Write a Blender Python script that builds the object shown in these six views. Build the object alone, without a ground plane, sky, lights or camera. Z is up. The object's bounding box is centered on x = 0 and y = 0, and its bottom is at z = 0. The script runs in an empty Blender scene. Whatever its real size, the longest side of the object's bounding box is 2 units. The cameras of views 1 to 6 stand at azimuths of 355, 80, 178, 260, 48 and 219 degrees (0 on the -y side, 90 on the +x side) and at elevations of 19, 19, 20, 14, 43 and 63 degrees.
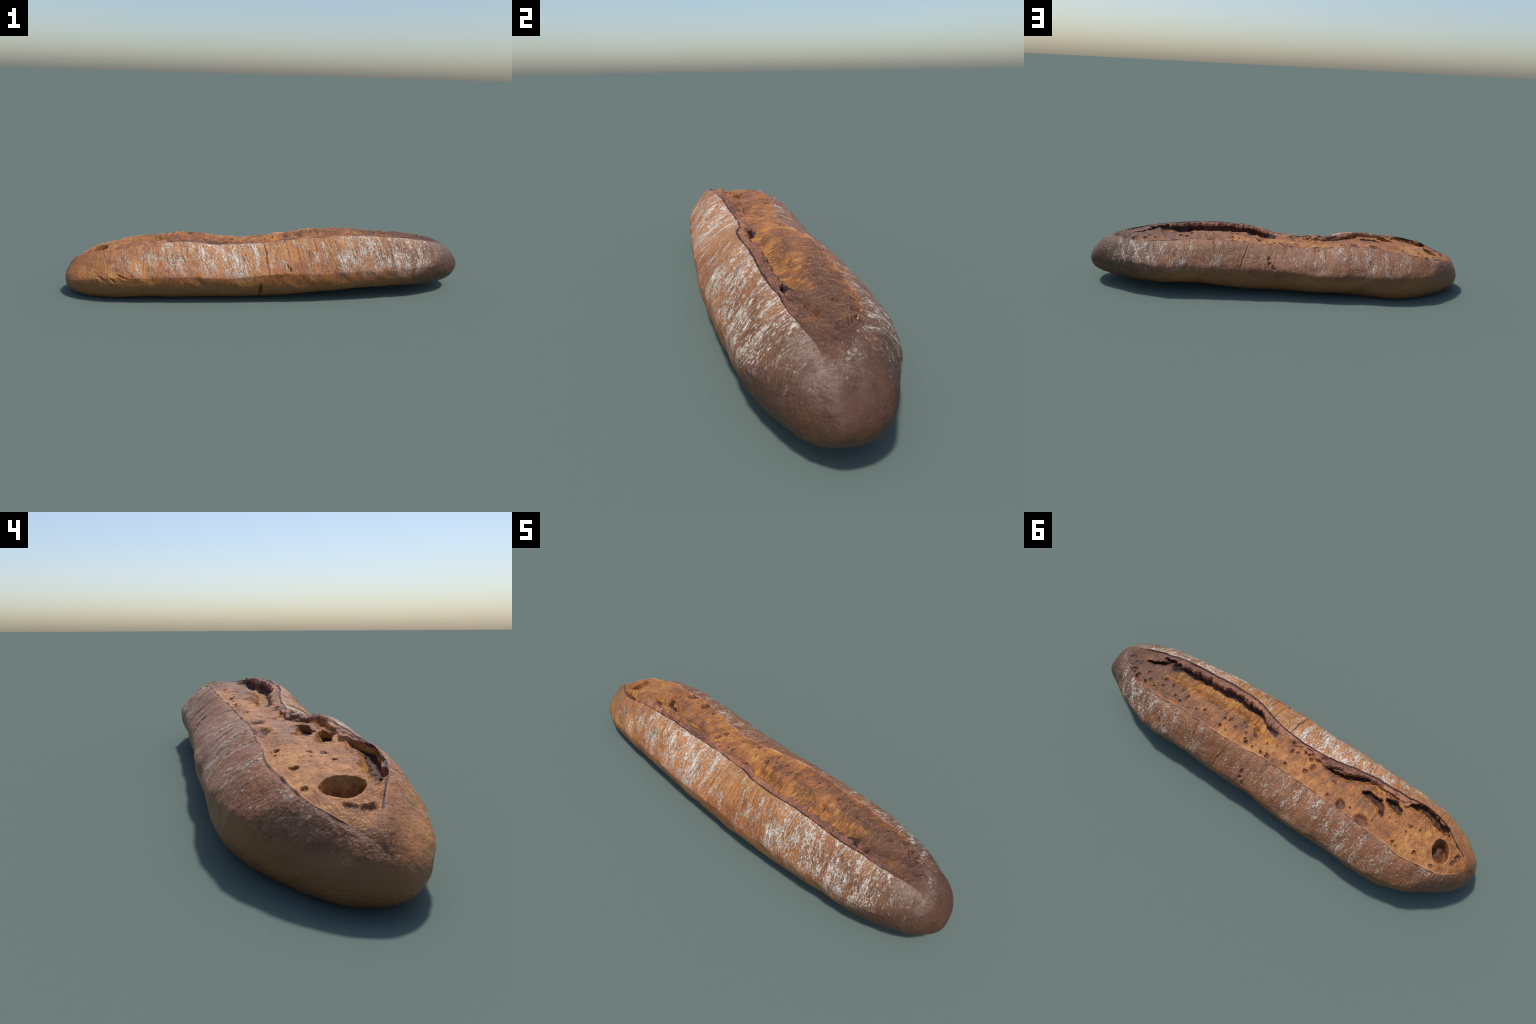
# A rustic scored bread loaf: one closed lofted surface (sections along x),
# cut into parts by region. Length 2 m along x, resting on z = 0.
import bpy
import numpy as np

rng = np.random.default_rng(7)

# ------------------------------------------------------------------ noise
def _hash(ix, iy, iz, seed):
    h = (ix * 374761393 + iy * 668265263 + iz * 2147483647 + seed * 974634777) & 0xFFFFFFFF
    h = ((h ^ (h >> 13)) * 1274126177) & 0xFFFFFFFF
    h = ((h ^ (h >> 16)) * 2246822519) & 0xFFFFFFFF
    return ((h ^ (h >> 15)) & 0xFFFFFF) / float(0xFFFFFF) * 2.0 - 1.0

def noise(x, y, z, seed=0):
    """value noise with quintic fade, range about -1..1"""
    x, y, z = np.broadcast_arrays(x, y, z)
    fx, fy, fz = np.floor(x), np.floor(y), np.floor(z)
    ix, iy, iz = fx.astype(np.int64), fy.astype(np.int64), fz.astype(np.int64)
    f = lambda t: t * t * t * (t * (t * 6 - 15) + 10)
    u, v, w = f(x - fx), f(y - fy), f(z - fz)
    r = 0
    for a in (0, 1):
        for b in (0, 1):
            for c in (0, 1):
                r = r + (u if a else 1 - u) * (v if b else 1 - v) * (w if c else 1 - w) * _hash(ix + a, iy + b, iz + c, seed)
    return r

def fbm(x, y, z, seed=0, octaves=3):
    r, amp, s = 0, 1.0, 1.0
    for i in range(octaves):
        r = r + amp * noise(x * s, y * s, z * s, seed + 17 * i)
        amp *= 0.5
        s *= 2.07
    return r

def sstep(a, b, x):
    t = np.clip((x - a) / (b - a), 0, 1)
    return t * t * (3 - 2 * t)

# ------------------------------------------------------- loft control curves
KX = np.array([-1.0, -0.92, -0.78, -0.6, -0.4, -0.2, 0.0, 0.2, 0.4, 0.6, 0.78, 0.92, 1.0])
CURVES = {
    # spine (y, z), half widths front/back, depth below spine,
    # edge A (front lip of the score) and edge B (back edge) relative to the spine
    'yc': [-0.052, -0.049, -0.032, -0.008, -0.017, -0.031, -0.037, -0.036, -0.031, 0.0, 0.001, -0.016, 0.001],
    'zc': [0.07, 0.093, 0.123, 0.126, 0.134, 0.129, 0.148, 0.144, 0.151, 0.15, 0.159, 0.146, 0.121],
    'wF': [0.195, 0.187, 0.21, 0.229, 0.22, 0.21, 0.205, 0.198, 0.189, 0.194, 0.184, 0.139, 0.126],
    'wK': [0.211, 0.219, 0.25, 0.244, 0.248, 0.272, 0.266, 0.27, 0.264, 0.247, 0.225, 0.247, 0.287],
    'hb': [0.141, 0.151, 0.165, 0.155, 0.149, 0.138, 0.149, 0.133, 0.125, 0.125, 0.144, 0.151, 0.128],
    'ya': [0.038, -0.017, -0.105, -0.114, -0.085, -0.045, -0.041, -0.075, -0.068, -0.085, -0.058, -0.007, -0.031],
    'za': [0.202, 0.137, 0.123, 0.134, 0.131, 0.118, 0.11, 0.15, 0.146, 0.141, 0.119, 0.123, 0.123],
    'yb': [-0.012, 0.12, 0.149, 0.12, 0.12, 0.124, 0.134, 0.162, 0.161, 0.138, 0.14, 0.177, 0.218],
    'zb': [0.125, 0.118, 0.096, 0.117, 0.118, 0.105, 0.095, 0.118, 0.118, 0.105, 0.094, 0.105, 0.068],
}

def spline(knots, vals, x):
    knots = np.asarray(knots, float)
    y = np.asarray(vals, float)
    m = np.gradient(y, knots)
    i = np.clip(np.searchsorted(knots, x) - 1, 0, len(knots) - 2)
    h = knots[i + 1] - knots[i]
    t = np.clip((x - knots[i]) / h, 0, 1)
    return ((2 * t**3 - 3 * t**2 + 1) * y[i] + (t**3 - 2 * t**2 + t) * h * m[i]
            + (-2 * t**3 + 3 * t**2) * y[i + 1] + (t**3 - t**2) * h * m[i + 1])

# stations along x, spaced evenly over the surface including the round ends
NX = 1300
dense = -np.cos(np.linspace(0, np.pi, 20001))
capd = np.sqrt(np.clip(1 - np.abs(dense) ** 6, 0, 1))
arc = np.r_[0, np.cumsum(np.hypot(np.diff(dense), 0.16 * np.diff(capd)))]
xs = np.interp(np.linspace(0, arc[-1], NX), arc, dense)
cap = np.sqrt(np.clip(1 - np.abs(xs) ** 6, 0, 1))
C = {n: spline(KX, v, xs) for n, v in CURVES.items()}
col = lambda v: v[:, None]
yc, zc = C['yc'], C['zc']
Ay, Az = yc + C['ya'] * cap, zc + C['za'] * cap
By, Bz = yc + C['yb'] * cap, zc + C['zb'] * cap
# a little waviness of the two score edges
Ay = Ay + cap * 0.0035 * noise(xs * 28, 0, 0.5, 3)
By = By + cap * (0.004 * noise(xs * 22, 0, 0.5, 4) + 0.002 * noise(xs * 60, 0, 0.5, 5))
Fy, Ky = yc - C['wF'] * cap, yc + C['wK'] * cap

# ------------------------------------------------------------- crumb strip
NT = 230
t = np.linspace(0, 1, NT)

# cross-profile of the open score as nodes in t; the gaping crevice under the
# lip is blended in where the loaf has torn open (x from -0.05 to 0.67)
gape = sstep(-0.04, 0.13, xs) * (1 - sstep(0.52, 0.69, xs))
gape = np.clip(gape * (1 + 0.12 * noise(xs * 14, 0, 0.5, 11)), 0, 1.1)
flat = 1 - gape
wob = lambda f, s: noise(xs * f, 0.3, 0.7, s)
sR = 0.15 + 0.034 * wob(21, 21) + 0.036 * wob(52, 22) + 0.026 * wob(120, 28)
sC = 0.36 + 0.03 * wob(16, 23)
sT = 0.53 + 0.05 * wob(13, 24) + 0.035 * wob(45, 25)
NODE_T = np.array([0.0, 0.04, 0.17, 0.21, 0.29, 0.38, 0.47, 0.56, 0.63, 0.8, 1.0])
lin = NODE_T[None, :].repeat(NX, 0)
s_open = np.stack([0 * xs, 0 * xs + .04, sR - .015, sR + .010, sR - .005, sR + .035, sC, sT - .05, sT + .04, 0 * xs + .78, 0 * xs + 1.0], 1)
d_open = np.stack([0 * xs, 0 * xs - .004, 0.007 + 0.004 * wob(33, 81) + 0.003 * wob(90, 82), 0 * xs - .010, 0 * xs - .034, 0 * xs - .041, 0 * xs - .034, 0 * xs - .010, 0 * xs + .002, 0 * xs + .009, 0 * xs], 1)
d_flat = np.array([0, -.004, -.002, -.004, -.005, -.002, 0.0, .003, .006, .008, 0])[None, :].repeat(NX, 0)
s_nodes = lin * col(flat) + s_open * col(gape)
d_nodes = d_flat * col(flat) + d_open * col(gape)
S = np.empty((NX, NT))
D = np.empty((NX, NT))
for i in range(NX):
    S[i] = np.interp(t, NODE_T, s_nodes[i])
    D[i] = np.interp(t, NODE_T, d_nodes[i])
ker = np.exp(-0.5 * (np.arange(-9, 10) / 3.2) ** 2)
ker /= ker.sum()
def smooth_t(a):
    lo, hi = 2 * a[:, :1] - a[:, 9:0:-1], 2 * a[:, -1:] - a[:, -2:-11:-1]
    b = np.concatenate([lo, a, hi], 1)
    return sum(ker[j] * b[:, j:j + a.shape[1]] for j in range(19))
S, D = smooth_t(S), smooth_t(D)
# the score sags between its edges along the left half and the waist
D = D - 0.004 * col(sstep(-0.95, -0.8, xs) * (1 - sstep(0.0, 0.25, xs))) * np.sin(np.pi * np.clip(S, 0, 1))
D = D * col(sstep(-0.96, -0.88, xs) * (1 - sstep(0.76, 0.88, xs)))

Y = col(Ay) + (col(By) - col(Ay)) * S
Z = col(Az) + (col(Bz) - col(Az)) * S + D * col(cap)
X = col(xs).repeat(NT, 1)
WID = col(np.hypot(By - Ay, Bz - Az))      # width of the strip

# crumb relief: small lumps, fibres across the torn wall, open pores
live = col(sstep(-0.96, -0.90, xs) * (1 - sstep(0.80, 0.93, xs))) * sstep(0.0, 0.03, S) * (1 - sstep(0.965, 1.0, S))
wall = col(gape) * sstep(0.30, 0.40, t)[None] * (1 - sstep(0.62, 0.70, t))[None]
lip = (1 - sstep(0.20, 0.26, t))[None]
U = S * WID
rel = 0.0042 * noise(X * 17, U * 20, 1.5, 31) + 0.0010 * noise(X * 60, U * 50, 1.5, 30) + 0.0008 * fbm(X * 130, U * 100, 2.5, 32)
rel += 0.0020 * col(sstep(-0.3, 0.2, xs)) * noise(X * 50, U * 10, 4.5, 33) + 0.0008 * noise(X * 90, U * 24, 4.5, 29)
rel += wall * (0.0030 * noise(X * 85, t[None] * 12, 0.5, 34) + 0.0045 * noise(X * 24, t[None] * 6, 0.5, 35))
rel += lip * (0.0020 * fbm(X * 110, U * 90, 3.5, 36) + 0.0045 * noise(X * 30, U * 30, 3.5, 39) * sstep(0.04, 0.1, t)[None])
dark_wall = col(gape) * sstep(0.2, 0.23, t)[None] * (1 - sstep(0.36, 0.42, t))[None]
rel += dark_wall * 0.007 * noise(X * 26, t[None] * 7, 0.5, 37)
DISP = rel * live
MASK = np.zeros_like(DISP)                 # how far inside a pore a point lies
SLIT = np.zeros_like(DISP)                 # likewise for the long tears
SHIFT = np.zeros_like(DISP)                # sideways undercut toward the lip
EDGE_B = np.exp(-((S - 0.985) / 0.016) ** 2)
DISP += EDGE_B * 0.0042 * col(sstep(-0.95, -0.88, xs) * (1 - sstep(0.62, 0.78, xs))) * (1 + 0.9 * noise(X * 50, 0.2, 0.3, 38))

def pore(x0, s0, rx, rs, depth, turn=0.0, steep=0.45, rough=0.18, under=0.0, rim=0.0012):
    """elliptical hole pressed into the crumb; rx, rs radii in metres"""
    i0, i1 = np.searchsorted(xs, [x0 - 2.2 * max(rx, rs), x0 + 2.2 * max(rx, rs)])
    sl = slice(i0, i1)
    dx = X[sl] - x0
    ds = (S[sl] - s0) * WID[sl]
    ca, sa = np.cos(turn), np.sin(turn)
    a, b = (dx * ca + ds * sa) / rx, (-dx * sa + ds * ca) / rs
    r = np.hypot(a, b)
    r = r * (1 + rough * noise(dx * 1.4 / rx + 9 * x0, ds * 1.4 / rs, x0 * 13, 41))
    inside = 1 - sstep(steep, 1.0, r)
    DISP[sl] -= depth * inside * (0.85 + 0.15 * noise(dx * 2 / rx, ds * 2 / rs, x0 * 7, 42))
    DISP[sl] += rim * np.exp(-((r - 1.1) / 0.16) ** 2) * live[sl]
    SHIFT[sl] += under * inside
    MASK[sl] = np.maximum(MASK[sl], np.where(r < 1.6, (1.6 - r), 0) * min(1.0, depth / 0.004))

# the one big bubble at the left end and its ring of small ones
pore(-0.832, 0.50, 0.037, 0.050, 0.062, turn=0.15, steep=0.80, rough=0.10, rim=0.002)
pore(-0.905, 0.30, 0.014, 0.02, 0.010)
pore(-0.898, 0.55, 0.012, 0.018, 0.008)
def slit(path, width, depth, under=0.0, seed=0):
    """jagged tear along a path of (x, s) points; widest in the middle of the path"""
    pts = np.array(path, float)
    i0, i1 = np.searchsorted(xs, [pts[:, 0].min() - 0.06, pts[:, 0].max() + 0.06])
    sl = slice(i0, i1)
    ax, au = X[sl], S[sl] * WID[sl]
    ax = ax + 0.006 * noise(ax * 60, au * 60, seed + 0.5, 43)
    au = au + 0.009 * noise(ax * 45, au * 25, seed + 0.5, 44) + 0.005 * noise(ax * 130, au * 60, seed + 0.5, 45)
    best, along = np.full(ax.shape, 9.0), np.zeros(ax.shape)
    w0 = np.interp(pts[:, 0], xs, WID[:, 0])
    for k in range(len(pts) - 1):
        x0, u0, x1, u1 = pts[k, 0], pts[k, 1] * w0[k], pts[k + 1, 0], pts[k + 1, 1] * w0[k + 1]
        f = np.clip(((ax - x0) * (x1 - x0) + (au - u0) * (u1 - u0)) / ((x1 - x0) ** 2 + (u1 - u0) ** 2), 0, 1)
        d = np.hypot(ax - x0 - f * (x1 - x0), au - u0 - f * (u1 - u0))
        along = np.where(d < best, (k + f) / (len(pts) - 1), along)
        best = np.minimum(best, d)
    r = best / (width * (0.35 + 0.65 * np.sqrt(np.clip(4 * along * (1 - along), 0, 1))))
    inside = 1 - sstep(0.45, 1.0, r)
    DISP[sl] -= depth * inside * (0.8 + 0.2 * noise(ax * 50, au * 50, 0.5, 46))
    DISP[sl] += 0.0025 * np.exp(-((r - 1.15) / 0.2) ** 2) * live[sl]
    SHIFT[sl] += under * inside
    MASK[sl] = np.maximum(MASK[sl], np.where(r < 1.6, 1.6 - r, 0))
    SLIT[sl] = np.maximum(SLIT[sl], np.where(r < 1.6, 1.6 - r, 0))

# long crevice under the lip at the left end
slit([(-0.635, 0.13), (-0.68, 0.10), (-0.74, 0.13), (-0.79, 0.15), (-0.825, 0.13)], 0.025, 0.032, 0.016, 1)
# torn holes of the left half
slit([(-0.262, 0.27), (-0.30, 0.29), (-0.34, 0.31), (-0.37, 0.26), (-0.41, 0.19), (-0.44, 0.14)], 0.018, 0.026, 0.012, 2)
slit([(-0.445, 0.39), (-0.48, 0.40), (-0.52, 0.42), (-0.55, 0.52), (-0.565, 0.60)], 0.021, 0.028, 0.010, 3)
slit([(-0.545, 0.27), (-0.585, 0.31), (-0.62, 0.36)], 0.023, 0.028, 0.010, 4)
slit([(-0.44, 0.15), (-0.50, 0.17), (-0.58, 0.17)], 0.010, 0.010, 0.006, 5)
# beyond the crevice at the right end
slit([(0.66, 0.20), (0.69, 0.28), (0.73, 0.36), (0.765, 0.40)], 0.013, 0.024, 0.010, 6)
slit([(0.60, 0.20), (0.655, 0.17), (0.69, 0.15)], 0.014, 0.024, 0.012, 7)
pore(0.80, 0.62, 0.030, 0.034, 0.010, rough=0.3)
pore(0.79, 0.77, 0.022, 0.018, 0.009, rough=0.3)
pore(0.84, 0.52, 0.022, 0.03, 0.007, rough=0.3)
# large round shallow bubbles along the back edge
pore(-0.402, 0.90, 0.026, 0.025, 0.014, steep=0.35, rough=0.35)
pore(-0.508, 0.915, 0.032, 0.030, 0.015, steep=0.35, rough=0.4)
# medium pores read along the strip: (x, s, radius in mm, stretch across)
for x0, s0, r, k in (
        (0.741, .87, 17, 1.1), (0.686, .89, 11, 1), (0.667, .78, 8, 1), (0.606, .61, 11, 1.3), (0.637, .87, 8, .9), (0.595, .77, 11, 1),
        (0.552, .64, 9, 1.2), (0.496, .63, 8, 1.7), (0.508, .82, 10, 1), (0.45, .73, 9, 2.0), (0.473, .87, 10, .9), (0.378, .84, 6, 1),
        (0.341, .77, 8, 1.1), (0.241, .69, 8, 1.2), (0.241, .85, 8, 1), (0.177, .73, 9, 1.3), (0.215, .64, 9, 1.9), (0.125, .70, 7, 1.5),
        (0.085, .59, 15, 1.6), (0.111, .82, 11, .7), (0.098, .87, 12, 1), (0.065, .88, 8, 1), (0.02, .90, 10, .9), (-0.012, .90, 15, 1),
        (-0.02, .53, 6, 1.1), (0.02, .60, 9, 1.4), (-0.085, .38, 11, 1.6), (-0.177, .29, 14, 1.1), (-0.205, .43, 18, 1.4), (-0.098, .80, 10, 1.2),
        (-0.189, .66, 15, 1.3), (-0.254, .28, 10, 1.2), (-0.07, .17, 10, 1.2), (-0.11, .33, 10, 1.2), (-0.14, .23, 9, 1.5),
        (-0.595, .55, 6, 1), (-0.44, .84, 8, 1), (-0.75, .83, 12, 1.1), (-0.83, .90, 10, 1), (-0.657, .88, 10, 1), (-0.686, .46, 8, 1.3),
        (-0.723, .42, 8, 1), (-0.626, .55, 6, 1), (-0.676, .9, 6, 1), (-0.33, .87, 10, .9), (0.775, .80, 12, 1), (0.70, .66, 10, 1.2)):
    pore(x0, s0, r * 0.9e-3, r * k * 0.9e-3, min(r * 0.75, 9) * 1e-3, turn=rng.uniform(-.3, .3), steep=rng.uniform(.2, .55), rough=0.4)
# many small pores
for _ in range(30):
    x0 = 0.8 - 1.6 * rng.random() ** 1.6
    s0 = rng.uniform(0.56 if -0.02 < x0 < 0.66 else 0.3, 0.95)
    r = 0.003 + 0.0045 * rng.random() ** 2
    pore(x0, s0, r, r * rng.uniform(0.8, 1.9), r * 0.7, turn=rng.uniform(-.5, .5), steep=0.3, rim=0.0006)

inner = np.exp(-((t[None] - 0.185) / 0.03) ** 2) * col(gape)
SHIFT -= inner * (0.007 * noise(X * 40, 0.5, 0.5, 75) + 0.006 * noise(X * 105, 0.5, 0.5, 76))
# ragged flap that hangs over the crevices of the left half
flap_end = 0.19 + 0.06 * wob(16, 71) + 0.05 * wob(47, 72) + 0.03 * wob(115, 77)
flap_on = sstep(-0.80, -0.70, xs) * (1 - sstep(-0.16, -0.04, xs))
flap = (1 - sstep(-0.035, 0.0, S - col(flap_end))) * sstep(0.03, 0.08, S)
torn = sstep(-0.5, 0.35, noise(X * 21, S * 6, 0.5, 73) + 0.6 * noise(X * 58, S * 14, 0.5, 74))
DISP += 0.016 * flap * (0.35 + 0.65 * torn) * col(flap_on) * (1 - np.clip(MASK, 0, 1))

# ------------------------------------------------------------- crust sheet
tb = np.linspace(0, 1, 85)[None]
def bez(p0, p1, p2, p3):
    return [(1 - tb)**3 * col(p0[i]) + 3 * (1 - tb)**2 * tb * col(p1[i]) + 3 * (1 - tb) * tb**2 * col(p2[i]) + tb**3 * col(p3[i]) for i in (0, 1)]
A2, B2 = (Ay, Az), (By, Bz)
hA, hB = Az - zc, Bz - zc
fu = bez(A2, (Ay - .324 * (Ay - Fy), Az - .25 * .324 * hA), (Fy, zc + .13 * hA), (Fy, zc))
ku = bez((Ky, zc), (Ky, zc + .26 * hB), (By + .45 * (Ky - By), Bz - .25 * .45 * hB), B2)
th = np.linspace(0, np.pi / 2, 80)[None]
def quad(w, e):
    e = col(e)
    return col(w) * np.cos(th) ** (2 / e), col(C['hb'] * cap) * np.sin(th) ** (2 / e)
qa, qb = quad(C['wF'] * cap, 2.45 + 0.5 * sstep(-0.3, 0.3, xs)), quad(C['wK'] * cap, 2.9 + 0.5 * sstep(-0.3, 0.3, xs))
fl = [col(yc) - qa[0], col(zc) - qa[1]]
kl = [col(yc) + qb[0][:, ::-1], col(zc) - qb[1][:, ::-1]]
# walk from B down the back, under, and up the front to A; drop duplicated joints
CY = np.concatenate([ku[0][:, ::-1][:, 1:], kl[0][:, ::-1][:, 1:], fl[0][:, ::-1][:, 1:], fu[0][:, ::-1][:, 1:-1]], 1)
CZ = np.concatenate([ku[1][:, ::-1][:, 1:], kl[1][:, ::-1][:, 1:], fl[1][:, ::-1][:, 1:], fu[1][:, ::-1][:, 1:-1]], 1)
NCR = CY.shape[1]
CZ = np.where(CZ < 0.012, 0.012 * np.exp((CZ - 0.012) / 0.012), CZ)      # settled flat on the table
CX = col(xs).repeat(NCR, 1)
seg = np.hypot(np.diff(CY, axis=1), np.diff(CZ, axis=1))
arcB = np.concatenate([0 * seg[:, :1], np.cumsum(seg, 1)], 1)      # distance from B
arcA = arcB[:, -1:] - arcB                                         # distance from A
front = CY < col(yc)
hoop = np.where(front, arcA, arcB)
ends = col(sstep(0.15, 0.75, cap))

cd = 0 * CX
# stretched skin: fine wrinkles running round the loaf, leaning toward +x lower down
lean = CX - 0.16 * hoop
up = 1 - sstep(0.13, 0.25, hoop)
wr = noise(lean * 42, hoop * 5, CY * 0.3, 53)
wr2 = noise(lean * 105, hoop * 13, CY * 0.3, 54)
cd += ends * up * (0.0007 * wr + 0.0005 * wr2)
cd += 0.0006 * fbm(CX * 150, CY * 120, CZ * 120, 55, 2)
# cracks in the skin: (x at the top edge, start, length, lean, depth)
def crack(x0, h0, h1, slope, depth, width, on_front=True):
    side = front if on_front else ~front
    c = x0 + slope * hoop + 0.004 * noise(hoop * 40, x0 * 50, 0.5, 56)
    span = sstep(h0 - .02, h0 + .01, hoop) * (1 - sstep(h1 - .03, h1, hoop))
    g = np.exp(-((CX - c) / width) ** 2) - 0.55 * np.exp(-((CX - c - 2.0 * width) / (1.6 * width)) ** 2)
    return -depth * g * span * side
for x0, h1, sl in ((-0.352, .17, .16), (-0.27, .12, .30), (-0.236, .16, .25), (-0.20, .15, .35), (-0.15, .17, .3), (-0.105, .10, .25), (-0.075, .1, .25),
                   (0.07, .14, .12), (0.115, .17, .14), (0.30, .17, .3), (0.365, .19, .3), (0.405, .13, .25), (0.438, .09, .02), (0.49, .2, .22),
                   (0.52, .17, .22), (0.575, .18, .2), (0.62, .1, .1), (0.655, .17, .25), (0.70, .14, .3), (-0.44, .13, .2), (-0.52, .14, .25), (-0.57, .1, .1), (0.2, .1, .2), (0.25, .13, .3)):
    cd += crack(x0, 0, h1, sl, 0.0022, 0.0034)
cd += crack(-0.034, 0, .22, .07, 0.004, 0.005)
for x0, h1, sl in ((0.508, .15, -.2), (0.45, .12, 0.05), (0.63, .09, 0.0), (0.15, .15, .25), (-0.378, .12, .05), (-0.552, .13, .06), (-0.68, .11, .1), (-0.25, .1, .1), (0.33, .11, -.1), (-0.47, .08, .1)):
    cd += crack(x0, 0, h1, sl, 0.0022, 0.0040, False)
# blisters and tears
def dent(x0, y0, z0, rx, rz, depth, turn=0.0):
    dx, dz = CX - x0, CZ - z0
    ca, sa = np.cos(turn), np.sin(turn)
    r = np.hypot((dx * ca + dz * sa) / rx, (-dx * sa + dz * ca) / rz)
    near = np.exp(-((CY - y0) / 0.07) ** 2)
    return -depth * near * (1 - sstep(0.3, 1.0, r))
cd += dent(0.085, -.228, .168, .009, .012, .010) + dent(0.074, -.222, .182, .005, .014, .007, .3) + dent(0.058, -.219, .183, .004, .01, .005)
cd += dent(0.046, .186, .200, .010, .013, .010) + dent(0.043, .204, .182, .012, .011, .011) + dent(0.02, .218, .16, .022, .010, .009, .9)
cd += dent(-0.70, -.216, .132, .032, .007, .009, -.35) + dent(-0.745, -.215, .115, .022, .007, .010, -.75) + dent(-0.80, -.2, .12, .03, .01, .006, -.4)
cd += dent(-0.055, -.22, .055, .012, .05, .020)
# edge of the paler belly: the upper skin stands slightly proud of it
belly = 0.128 - 0.028 * sstep(0.05, -0.05, CY) + 0.014 * noise(CX * 9, CY * 4, 0.5, 57) + 0.007 * noise(CX * 33, CY * 6, 0.5, 58)
cd += ends * 0.0022 * sstep(-0.008, 0.008, CZ - belly) * ~front * (1 - sstep(0.14, 0.2, CZ))
cd += 0.014 * np.exp(-((CX + 0.36) / 0.10) ** 2 - ((hoop - 0.06) / 0.05) ** 2) * front
# slanting folds low on the back
fold = sstep(0.20, 0.14, CZ) * sstep(0.08, 0.12, CZ) * ends
cd += fold * 0.004 * noise((CX + 0.9 * CZ) * 20, CZ * 8, 0.5, 59)
fade = sstep(0, 0.012, np.minimum(arcA, arcB))      # keep the seams with the crumb closed
cd *= fade * col(sstep(0.02, 0.35, cap))
cd += col(cap) * 0

# ----------------------------------------------------------- whole surface
PX = np.concatenate([X, CX], 1)
PY = np.concatenate([Y, CY], 1)
PZ = np.concatenate([Z, CZ], 1)
DD = np.concatenate([DISP * col(sstep(0.25, 0.6, cap)), cd], 1)
# broad lumps shared by crust and crumb
DD += col(sstep(0.02, 0.35, cap)) * (0.004 * fbm(PX * 5, PY * 7, PZ * 7, 51) + 0.002 * fbm(PX * 16, PY * 16, PZ * 16, 52))
SH = np.concatenate([SHIFT * col(sstep(0.25, 0.6, cap)), 0 * cd], 1)
def grid_normals(P):
    du = np.gradient(P, axis=0)
    dv = np.roll(P, -1, 1) - np.roll(P, 1, 1)
    n = np.cross(du, dv)
    return n / (np.linalg.norm(n, axis=-1, keepdims=True) + 1e-12)
P = np.stack([PX, PY, PZ], -1)
# toward the round ends the score closes: relax the section to a smooth ring
relax = np.maximum(sstep(0.79, 0.90, xs), 1 - sstep(-0.985, -0.93, xs))
TH = np.linspace(-np.pi, np.pi, 361)[:-1]
gk = np.exp(-0.5 * (np.arange(-60, 61) / 20.0) ** 2)
gk /= gk.sum()
for i in np.nonzero(relax > 0)[0]:
    oy, oz = P[i, :, 1].mean(), 0.5 * (P[i, :, 2].max() + P[i, :, 2].min())
    dy, dz = P[i, :, 1] - oy, P[i, :, 2] - oz
    ang, rad = np.arctan2(dz, dy), np.hypot(dy, dz)
    o = np.argsort(ang)
    ring = np.interp(TH, ang[o], rad[o], period=2 * np.pi)
    ring = np.convolve(np.r_[ring[-60:], ring, ring[:60]], gk, 'valid')
    k = 1 + relax[i] * (np.interp(ang, TH, ring, period=2 * np.pi) / np.maximum(rad, 1e-6) - 1)
    P[i, :, 1], P[i, :, 2] = oy + dy * k, oz + dz * k
N = grid_normals(P)
if (N[NX // 2, NT + NCR // 2, 2]) > 0:     # underside must point down
    N = -N
# on the crumb, press pores in along the strip's own mean normal, not the torn wall's
strip_n = np.stack([0 * xs, -(Bz - Az), By - Ay], -1)
strip_n /= np.linalg.norm(strip_n, axis=-1, keepdims=True) + 1e-9
deep = np.concatenate([sstep(0.004, 0.012, -DISP), 0 * cd], 1)[..., None]
Nd = N * (1 - deep) + strip_n[:, None] * deep
P = P + Nd * DD[..., None]
P[..., 1] -= SH
M = NT + NCR
P[0] = P[0].mean(0)
P[-1] = P[-1].mean(0)
P[..., 0] *= 2.0 / (P[..., 0].max() - P[..., 0].min())
P[..., 0] -= (P[..., 0].max() + P[..., 0].min()) / 2
P[..., 1] -= (P[..., 1].max() + P[..., 1].min()) / 2
P[..., 2] = np.maximum(P[..., 2] - 0.0015, 0.0)
NV = grid_normals(P)
if (NV[NX // 2, NT + NCR // 2, 2]) > 0:
    NV = -NV

# ---------------------------------------------------------------- regions
# region per face, by rules in strip coordinates with ragged borders
CRUST, CRUMB, LIP, WALL, HOLLOW, RIND, EDGE, BELLY, PORE = range(9)
reg = np.full((NX - 1, M), CRUST)
mx = 0.5 * (X[1:] + X[:-1])[:, :-1]
ms = 0.25 * (S[1:, 1:] + S[1:, :-1] + S[:-1, 1:] + S[:-1, :-1])
mt = np.broadcast_to(0.5 * (t[1:] + t[:-1])[None], ms.shape)
mg = col(0.5 * (gape[1:] + gape[:-1])).repeat(NT - 1, 1)
md = (DISP[1:, 1:] + DISP[:-1, :-1]) / 2
mk = (MASK[1:, 1:] + MASK[:-1, :-1]) / 2
rag = fbm(mx * 60, ms * 14, 0.5, 61)
speck = noise(mx * 190, ms * 45, 0.5, 62)
open_end = 0.895 - 0.26 * (ms - 0.22) ** 2 + 0.03 * rag + 0.03 * speck
left_end = -0.948 + 0.10 * (ms - 0.62) ** 2 + 0.008 * rag
crumb_zone = (mx < open_end) & (mx > left_end)
r = np.full(ms.shape, CRUMB)
r[(mg > 0.25) & (mt > 0.385) & (mt < 0.60 + 0.02 * rag)] = WALL
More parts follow.
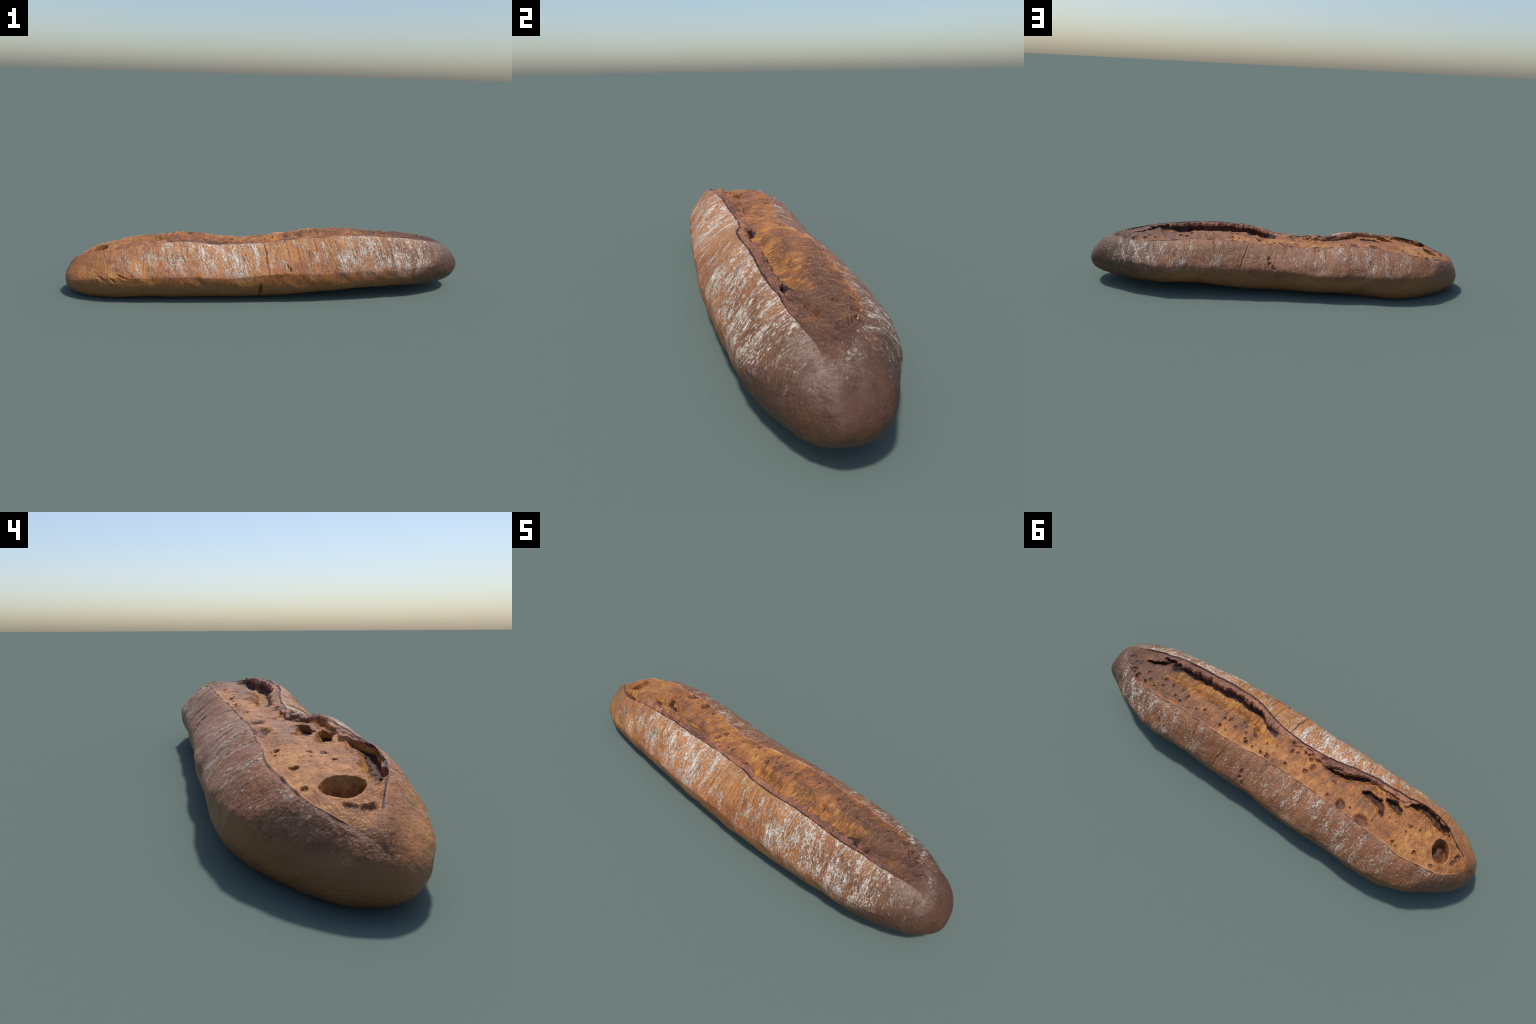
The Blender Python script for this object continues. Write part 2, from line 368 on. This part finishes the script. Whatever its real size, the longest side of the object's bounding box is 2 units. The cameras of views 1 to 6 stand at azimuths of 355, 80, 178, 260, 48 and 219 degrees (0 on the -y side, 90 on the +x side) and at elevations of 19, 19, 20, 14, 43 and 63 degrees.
r[(mg > 0.25) & (mt > 0.205 + 0.006 * rag) & (mt <= 0.385 + 0.012 * rag)] = HOLLOW
r[(mg > 0.12) & (mt <= 0.205 + 0.006 * rag)] = LIP
mflap = col(0.5 * (flap_end[1:] + flap_end[:-1]))
r[(mg <= 0.12) & (ms < mflap - 0.01 + 0.02 * rag) & (mx < 0) & (mx > -0.70)] = LIP
r[(mg <= 0.12) & (ms < 0.24 + 0.08 * rag) & (mx > 0.6) & (mx < 0.76 + 0.03 * rag)] = LIP
r[(ms < 0.035 + 0.012 * rag) & (mx < 0.80)] = RIND
r[(ms > 0.972 - 0.012 * rag) & (mx < 0.72)] = EDGE
deep_zone = (0.5 * (SLIT[1:, 1:] + SLIT[:-1, :-1])) > 0.3
outside = ~((mg > .25) & (mt < .6))
r[(mk > 0.85) & outside] = PORE
r[(mk > 0.80) & (md < -0.004) & outside & (mx > -0.79) & (mx < 0.6) & (ms < 0.65) & deep_zone] = WALL
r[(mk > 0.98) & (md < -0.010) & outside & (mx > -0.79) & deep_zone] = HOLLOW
r[~crumb_zone] = CRUST
reg[:, :NT - 1] = r
cz = (CZ[1:] + CZ[:-1]) / 2
reg[:, NT:][((cz - (belly[1:] + belly[:-1]) / 2) < 0)[:, :NCR]] = BELLY
cxm = (CX[1:] + CX[:-1]) / 2

idx = np.arange(NX * M).reshape(NX, M)
idx[0] = idx[0, 0]
idx[-1] = idx[-1, 0]
nxt = np.roll(idx, -1, 1)
quads = np.stack([idx[:-1], nxt[:-1], nxt[1:], idx[1:]], -1)
flatP, flatN = P.reshape(-1, 3), NV.reshape(-1, 3)
flatN[idx[0, 0]], flatN[idx[-1, 0]] = (-1, 0, 0), (1, 0, 0)
# orientation check on the underside
q = flatP[quads[NX // 2, NT + NCR // 2]]
flip = np.cross(q[1] - q[0], q[3] - q[0])[2] > 0

# --------------------------------------------------------------- materials
def lin(r, g, b):
    f = lambda c: (c / 255 / 12.92) if c / 255 <= 0.04045 else ((c / 255 + 0.055) / 1.055) ** 2.4
    return (0.69 * f(r), 0.69 * f(g), 0.69 * f(b), 1.0)

class Nodes:
    def __init__(self, name):
        self.m = bpy.data.materials.new(name)
        self.m.use_nodes = True
        self.t = self.m.node_tree
        self.bsdf = self.t.nodes['Principled BSDF']
        self.obj = self.t.nodes.new('ShaderNodeTexCoord').outputs['Object']
        sep = self.t.nodes.new('ShaderNodeSeparateXYZ')
        self.link(self.obj, sep.inputs[0])
        self.x, self.y, self.z = sep.outputs
    def link(self, a, b):
        self.t.links.new(a, b)
    def put(self, sock, v):
        if isinstance(v, bpy.types.NodeSocket):
            self.link(v, sock)
        else:
            sock.default_value = v
    def math(self, op, a, b=0.0, c=None, clamp=False):
        n = self.t.nodes.new('ShaderNodeMath')
        n.operation = op
        n.use_clamp = clamp
        self.put(n.inputs[0], a)
        self.put(n.inputs[1], b)
        if c is not None:
            self.put(n.inputs[2], c)
        return n.outputs[0]
    def add(self, *v):
        r = v[0]
        for w in v[1:]:
            r = self.math('ADD', r, w)
        return r
    def mul(self, a, b):
        return self.math('MULTIPLY', a, b)
    def mapr(self, v, a, b, c=0.0, d=1.0):
        n = self.t.nodes.new('ShaderNodeMapRange')
        n.interpolation_type = 'SMOOTHSTEP'
        for i, w in enumerate((v, a, b, c, d)):
            self.put(n.inputs[i], w)
        return n.outputs[0]
    def coords(self, scale, shear=0.0):
        """object coordinates, sheared so streaks lean, then scaled"""
        cb = self.t.nodes.new('ShaderNodeCombineXYZ')
        self.put(cb.inputs[0], self.add(self.x, self.mul(self.z, shear)) if shear else self.x)
        self.put(cb.inputs[1], self.y)
        self.put(cb.inputs[2], self.z)
        mp = self.t.nodes.new('ShaderNodeMapping')
        mp.inputs['Scale'].default_value = scale
        self.link(cb.outputs[0], mp.inputs[0])
        return mp.outputs[0]
    def noise(self, scale, detail=4.0, rough=0.55, shear=0.0, dist=0.0):
        n = self.t.nodes.new('ShaderNodeTexNoise')
        n.inputs['Scale'].default_value = 1.0
        n.inputs['Detail'].default_value = detail
        n.inputs['Roughness'].default_value = rough
        n.inputs['Distortion'].default_value = dist
        self.link(self.coords(scale, shear), n.inputs['Vector'])
        return n.outputs['Fac']
    def voronoi(self, scale, feature='F1', rnd=1.0):
        n = self.t.nodes.new('ShaderNodeTexVoronoi')
        n.feature = feature
        n.inputs['Scale'].default_value = 1.0
        n.inputs['Randomness'].default_value = rnd
        self.link(self.coords(scale), n.inputs['Vector'])
        return n.outputs['Distance']
    def mix(self, f, a, b):
        n = self.t.nodes.new('ShaderNodeMix')
        n.data_type = 'RGBA'
        self.put(n.inputs['Factor'], f)
        self.put(n.inputs['A'], a)
        self.put(n.inputs['B'], b)
        return n.outputs['Result']
    def curve(self, v, pts, lo, hi):
        """piecewise-smooth function of v given as (v, value) control points"""
        n = self.t.nodes.new('ShaderNodeValToRGB')
        cr = n.color_ramp
        cr.interpolation = 'EASE'
        while len(cr.elements) < len(pts):
            cr.elements.new(0.5)
        for e, (a, b) in zip(cr.elements, pts):
            e.position = (a - lo) / (hi - lo)
            e.color = (b, b, b, 1)
        mr = self.t.nodes.new('ShaderNodeMapRange')
        for i, w in enumerate((v, lo, hi, 0.0, 1.0)):
            self.put(mr.inputs[i], w)
        self.link(mr.outputs[0], n.inputs[0])
        return n.outputs[0]
    def finish(self, colour, rough, bump=None, strength=0.3, dist=0.004, spec=0.35):
        self.put(self.bsdf.inputs['Base Color'], colour)
        self.put(self.bsdf.inputs['Roughness'], rough)
        self.bsdf.inputs['Specular IOR Level'].default_value = spec
        if bump is not None:
            b = self.t.nodes.new('ShaderNodeBump')
            b.inputs['Strength'].default_value = strength
            b.inputs['Distance'].default_value = dist
            self.link(bump, b.inputs['Height'])
            self.link(b.outputs[0], self.bsdf.inputs['Normal'])
        return self.m

def crust_material(name):
    n = Nodes(name)
    sub = lambda v: n.math('SUBTRACT', v, 0.5)
    big = n.noise((3.2, 5, 5), 3)
    mid = n.noise((14, 14, 14), 4)
    streak = n.noise((70, 17, 17), 5, 0.66, shear=0.16)
    fibre = n.noise((200, 80, 80), 3, 0.6, shear=0.16)
    golden, copper, brown, dark = lin(228, 154, 78), lin(202, 120, 60), lin(148, 94, 64), lin(86, 58, 43)
    # golden low on the front, copper above, darker brown on the back and toward the right end
    back = n.mapr(n.add(n.y, n.mul(sub(mid), 0.14)), -0.02, 0.13)
    c = n.mix(n.mapr(n.add(n.mul(big, .8), n.mul(streak, .5)), .48, .82), golden, copper)
    c = n.mix(n.mul(back, 0.8), c, brown)
    blot = n.mapr(n.add(n.mul(mid, .5), n.mul(streak, .5), n.mul(fibre, .35)), .58, .84)
    c = n.mix(n.mul(blot, 0.65), c, lin(122, 68, 42))
    grain = n.noise((260, 170, 170), 3, .65)
    c = n.mix(n.mul(n.mapr(grain, .50, .34), .50), c, lin(112, 62, 38))
    c = n.mix(n.mul(n.mapr(grain, .54, .68), .50), c, lin(230, 168, 114))
    c = n.mix(n.mul(n.mapr(n.add(n.x, n.mul(sub(big), .7), n.mul(sub(streak), .5)), .0, .6), .5), c, lin(164, 102, 58))
    right = n.mapr(n.add(n.x, n.mul(sub(big), .5), n.mul(sub(mid), .3)), .46, .90)
    c = n.mix(n.mul(right, 0.95), c, dark)
    mott = n.add(n.mul(sub(mid), .7), n.mul(sub(grain), .7))
    c = n.mix(n.mul(n.mul(right, n.mapr(mott, .02, .22)), .5), c, lin(134, 90, 60))
    c = n.mix(n.mul(n.mul(right, n.mapr(mott, -.02, -.22)), .6), c, lin(58, 38, 30))
    left = n.mul(n.mapr(n.add(n.x, n.mul(sub(mid), .3)), -.74, -.93), n.mapr(n.y, -.17, .0))
    c = n.mix(n.mul(left, 0.65), c, lin(106, 70, 54))
    # pale belly with an uneven upper edge
    belly_c = n.mix(n.noise((9, 9, 9), 4), lin(176, 122, 70), lin(146, 96, 56))
    belly_c = n.mix(n.mul(right, .85), belly_c, lin(88, 64, 48))
    belly_c = n.mix(n.mul(left, .4), belly_c, lin(112, 78, 56))
    edge = n.add(n.z, n.mul(sub(n.noise((9, 5, 6), 4)), .16), n.mul(sub(n.noise((26, 14, 14), 3)), .04), n.mul(n.y, -0.05))
    c = n.mix(n.mul(n.mapr(edge, .135, .095), .9), c, belly_c)
    # flour: streaky specks lying on the upper flanks
    fine = n.noise((165, 72, 72), 5, 0.74, shear=0.16, dist=0.3)
    fine2 = n.noise((300, 150, 150), 2, 0.6, shear=0.1)
    band = n.noise((32, 12, 12), 3, 0.6, shear=0.16)
    patch = n.noise((10, 8, 8), 2)
    hgt = n.mul(n.mapr(n.add(n.z, n.mul(sub(patch), .08)), .11, .20), n.mapr(n.add(n.x, n.mul(sub(mid), .2)), .96, .76, .15, 1))
    dens_f = n.curve(n.x, [(-1, .05), (-.86, .30), (-.62, .48), (-.3, .68), (-.08, .66), (0.02, .40), (.2, .45), (.4, .64), (.75, .66), (.86, .42), (.95, .3)], -1, 1)
    dens_b = n.curve(n.x, [(-1, .05), (-.85, .30), (-.55, .46), (-.25, .46), (0.0, .30), (.2, .32), (.45, .48), (.8, .54), (.95, .2)], -1, 1)
    fr = n.mapr(n.y, .06, -.06)
    dens = n.add(n.mul(dens_f, fr), n.mul(dens_b, n.math('SUBTRACT', 1.0, fr)))
    level = n.add(n.mul(fine, .85), n.mul(fine2, .40), n.mul(band, .50), n.mul(patch, .12), n.mul(dens, .34), .02)
    flour = n.mul(n.mapr(level, 1.145, 1.27), hgt)
    haze = n.mul(n.mul(n.mapr(level, .97, 1.30), hgt), .34)
    c = n.mix(haze, c, lin(200, 162, 130))
    c = n.mix(n.mul(flour, .9), c, lin(246, 234, 218))
    # dusty grey bloom where the score runs out at the dark end
    bloom = n.mul(n.mul(n.mapr(n.x, .78, .89), n.mapr(n.x, .965, .91)), n.mul(n.mapr(n.z, .16, .24), n.mapr(n.y, .10, -.02)))
    c = n.mix(n.mul(bloom, n.mapr(n.add(n.mul(mid, .5), n.mul(fine, .5), n.mul(grain, .2)), .50, .74, .04, .5)), c, lin(190, 168, 152))
    # creases in the stretched skin: thin dark lines round the loaf, bare of flour
    ridge = n.math('ABSOLUTE', sub(n.noise((30, 3.0, 3.0), 2, 0.5, shear=0.18, dist=.2)))
    crease = n.mul(n.mul(n.mapr(ridge, .028, .006), n.mapr(n.noise((11, 9, 9), 2), .44, .60)), n.mapr(n.z, .12, .19))
    crease = n.mul(crease, n.mapr(n.x, .96, .84))
    c = n.mix(n.mul(crease, .5), c, lin(112, 62, 46))
    bump = n.add(n.mul(streak, .25), n.mul(fibre, .25), n.mul(fine, .6), n.mul(grain, .5), n.mul(n.noise((280, 220, 220), 3), .35), n.mul(flour, .3), n.mul(crease, -.6))
    bump = n.mul(bump, n.mapr(n.x, .99, .84, .12, 1))
    return n.finish(c, n.add(.38, n.mul(flour, .45), n.mul(right, .14)), bump, .6, .007, .4)

def crumb_material(name, light, midc, darkc, bias=0.0, pink=None, right_dark=0.5, rough=.5, fibre=0.0):
    n = Nodes(name)
    sub = lambda v: n.math('SUBTRACT', v, 0.5)
    web = n.noise((90, 70, 70), 4, .68, dist=1.2)
    grain = n.noise((330, 190, 190), 3, .65)
    big = n.noise((7, 10, 10), 4)
    spot = n.noise((26, 22, 22), 4)
    zone = n.curve(n.x, [(-1, .40), (-.75, .34), (-.55, .42), (-.38, .62), (-.2, .50), (.05, .44), (.3, .62), (.6, .76), (.85, .80)], -1, 1)
    v = n.add(n.mul(web, .55), n.mul(big, .5), n.mul(spot, .55), n.mul(zone, .6), n.mul(sub(grain), .35), n.mul(n.mapr(n.noise((6, 9, 9), 3), .35, .65), .10), bias)
    c = n.mix(n.mapr(v, .86, 1.06), light, midc)
    c = n.mix(n.mapr(v, 1.02, 1.26), c, darkc)
    # fine mottling: golden threads on the high spots, dark specks between
    net = n.mapr(grain, .52, .68)
    c = n.mix(n.mul(n.mapr(grain, .48, .34), .65), c, darkc)
    if pink is not None:
        c = n.mix(n.mul(net, .75), c, pink)
    strip = n.noise((110, 16, 16), 3, .6)
    if fibre:
        c = n.mix(n.mul(n.mapr(strip, .5, .66), fibre), c, darkc)
        c = n.mix(n.mul(n.mapr(strip, .46, .34), fibre), c, light)
    right = n.mapr(n.add(n.x, n.mul(sub(big), .4), n.mul(sub(spot), .25)), .5, .88)
    c = n.mix(n.mul(right, right_dark), c, lin(92, 58, 40))
    bump = n.add(web, n.mul(net, .3), n.mul(n.noise((230, 210, 210), 3), .5), n.mul(strip, .9 * fibre))
    return n.finish(c, rough, bump, .6, .006, .45)

FLOURED = crust_material('floured_crust')
MATS = {
    CRUST: FLOURED, BELLY: FLOURED,
    CRUMB: crumb_material('baked_crumb', lin(230, 160, 80), lin(186, 112, 54), lin(116, 70, 48), -.08, lin(244, 184, 112), .75, .45, .3),
    LIP: crumb_material('burnt_lip', lin(212, 146, 104), lin(172, 108, 76), lin(104, 62, 44), -.10, lin(236, 182, 148), .5, .55),
    WALL: crumb_material('torn_crumb_wall', lin(236, 168, 80), lin(200, 126, 56), lin(126, 74, 40), -.14, lin(248, 196, 112), .6, .5, .6),
    PORE: crumb_material('pore_skin', lin(196, 124, 66), lin(150, 92, 56), lin(108, 70, 54), .0, None, .4, .4),
    HOLLOW: crumb_material('shade_painted_hollow', lin(142, 86, 54), lin(98, 56, 40), lin(66, 40, 34), .0, None, .3, .5, .4),  # crevice shadow painted into the browns so the cut looks deeper
    RIND: crumb_material('scorched_rind', lin(128, 72, 50), lin(98, 56, 42), lin(70, 42, 36), .0, None, .4, .5),
    EDGE: crumb_material('pale_rind', lin(236, 180, 138), lin(214, 150, 108), lin(164, 108, 82), -.05, lin(244, 202, 168), .6, .6),
}
NAMES = {CRUST: 'crust', BELLY: 'underside', CRUMB: 'crumb', LIP: 'lip', WALL: 'torn_wall', HOLLOW: 'hollow', PORE: 'pore', RIND: 'scorched_edge', EDGE: 'score_edge'}

# ------------------------------------------------------------------ objects
loaf = bpy.data.objects.new('bread_loaf', None)
loaf.empty_display_size = 0.1
bpy.context.scene.collection.objects.link(loaf)
loaf['label'] = 'long rustic floured bread loaf with one torn lengthwise score'
loaf['category'] = 'bread loaf'
fq, fr_ = quads.reshape(-1, 4), reg.reshape(-1)
for k in range(9):
    f = fq[fr_ == k]
    if flip:
        f = f[:, ::-1]
    used, inv = np.unique(f, return_inverse=True)
    inv = inv.reshape(f.shape)
    faces = []
    for a in inv.tolist():
        b = [a[0]]
        for w in a[1:]:
            if w != b[-1]:
                b.append(w)
        if b[0] == b[-1]:
            b.pop()
        if len(b) > 2:
            faces.append(b)
    me = bpy.data.meshes.new(NAMES[k])
    me.from_pydata(flatP[used].tolist(), [], faces)
    me.materials.append(MATS[k])
    me.shade_smooth()
    me.normals_split_custom_set_from_vertices(flatN[used].tolist())
    ob = bpy.data.objects.new(NAMES[k], me)
    bpy.context.scene.collection.objects.link(ob)
    ob.parent = loaf
    if k in (HOLLOW, PORE):
        ob['kind'] = 'stuff'
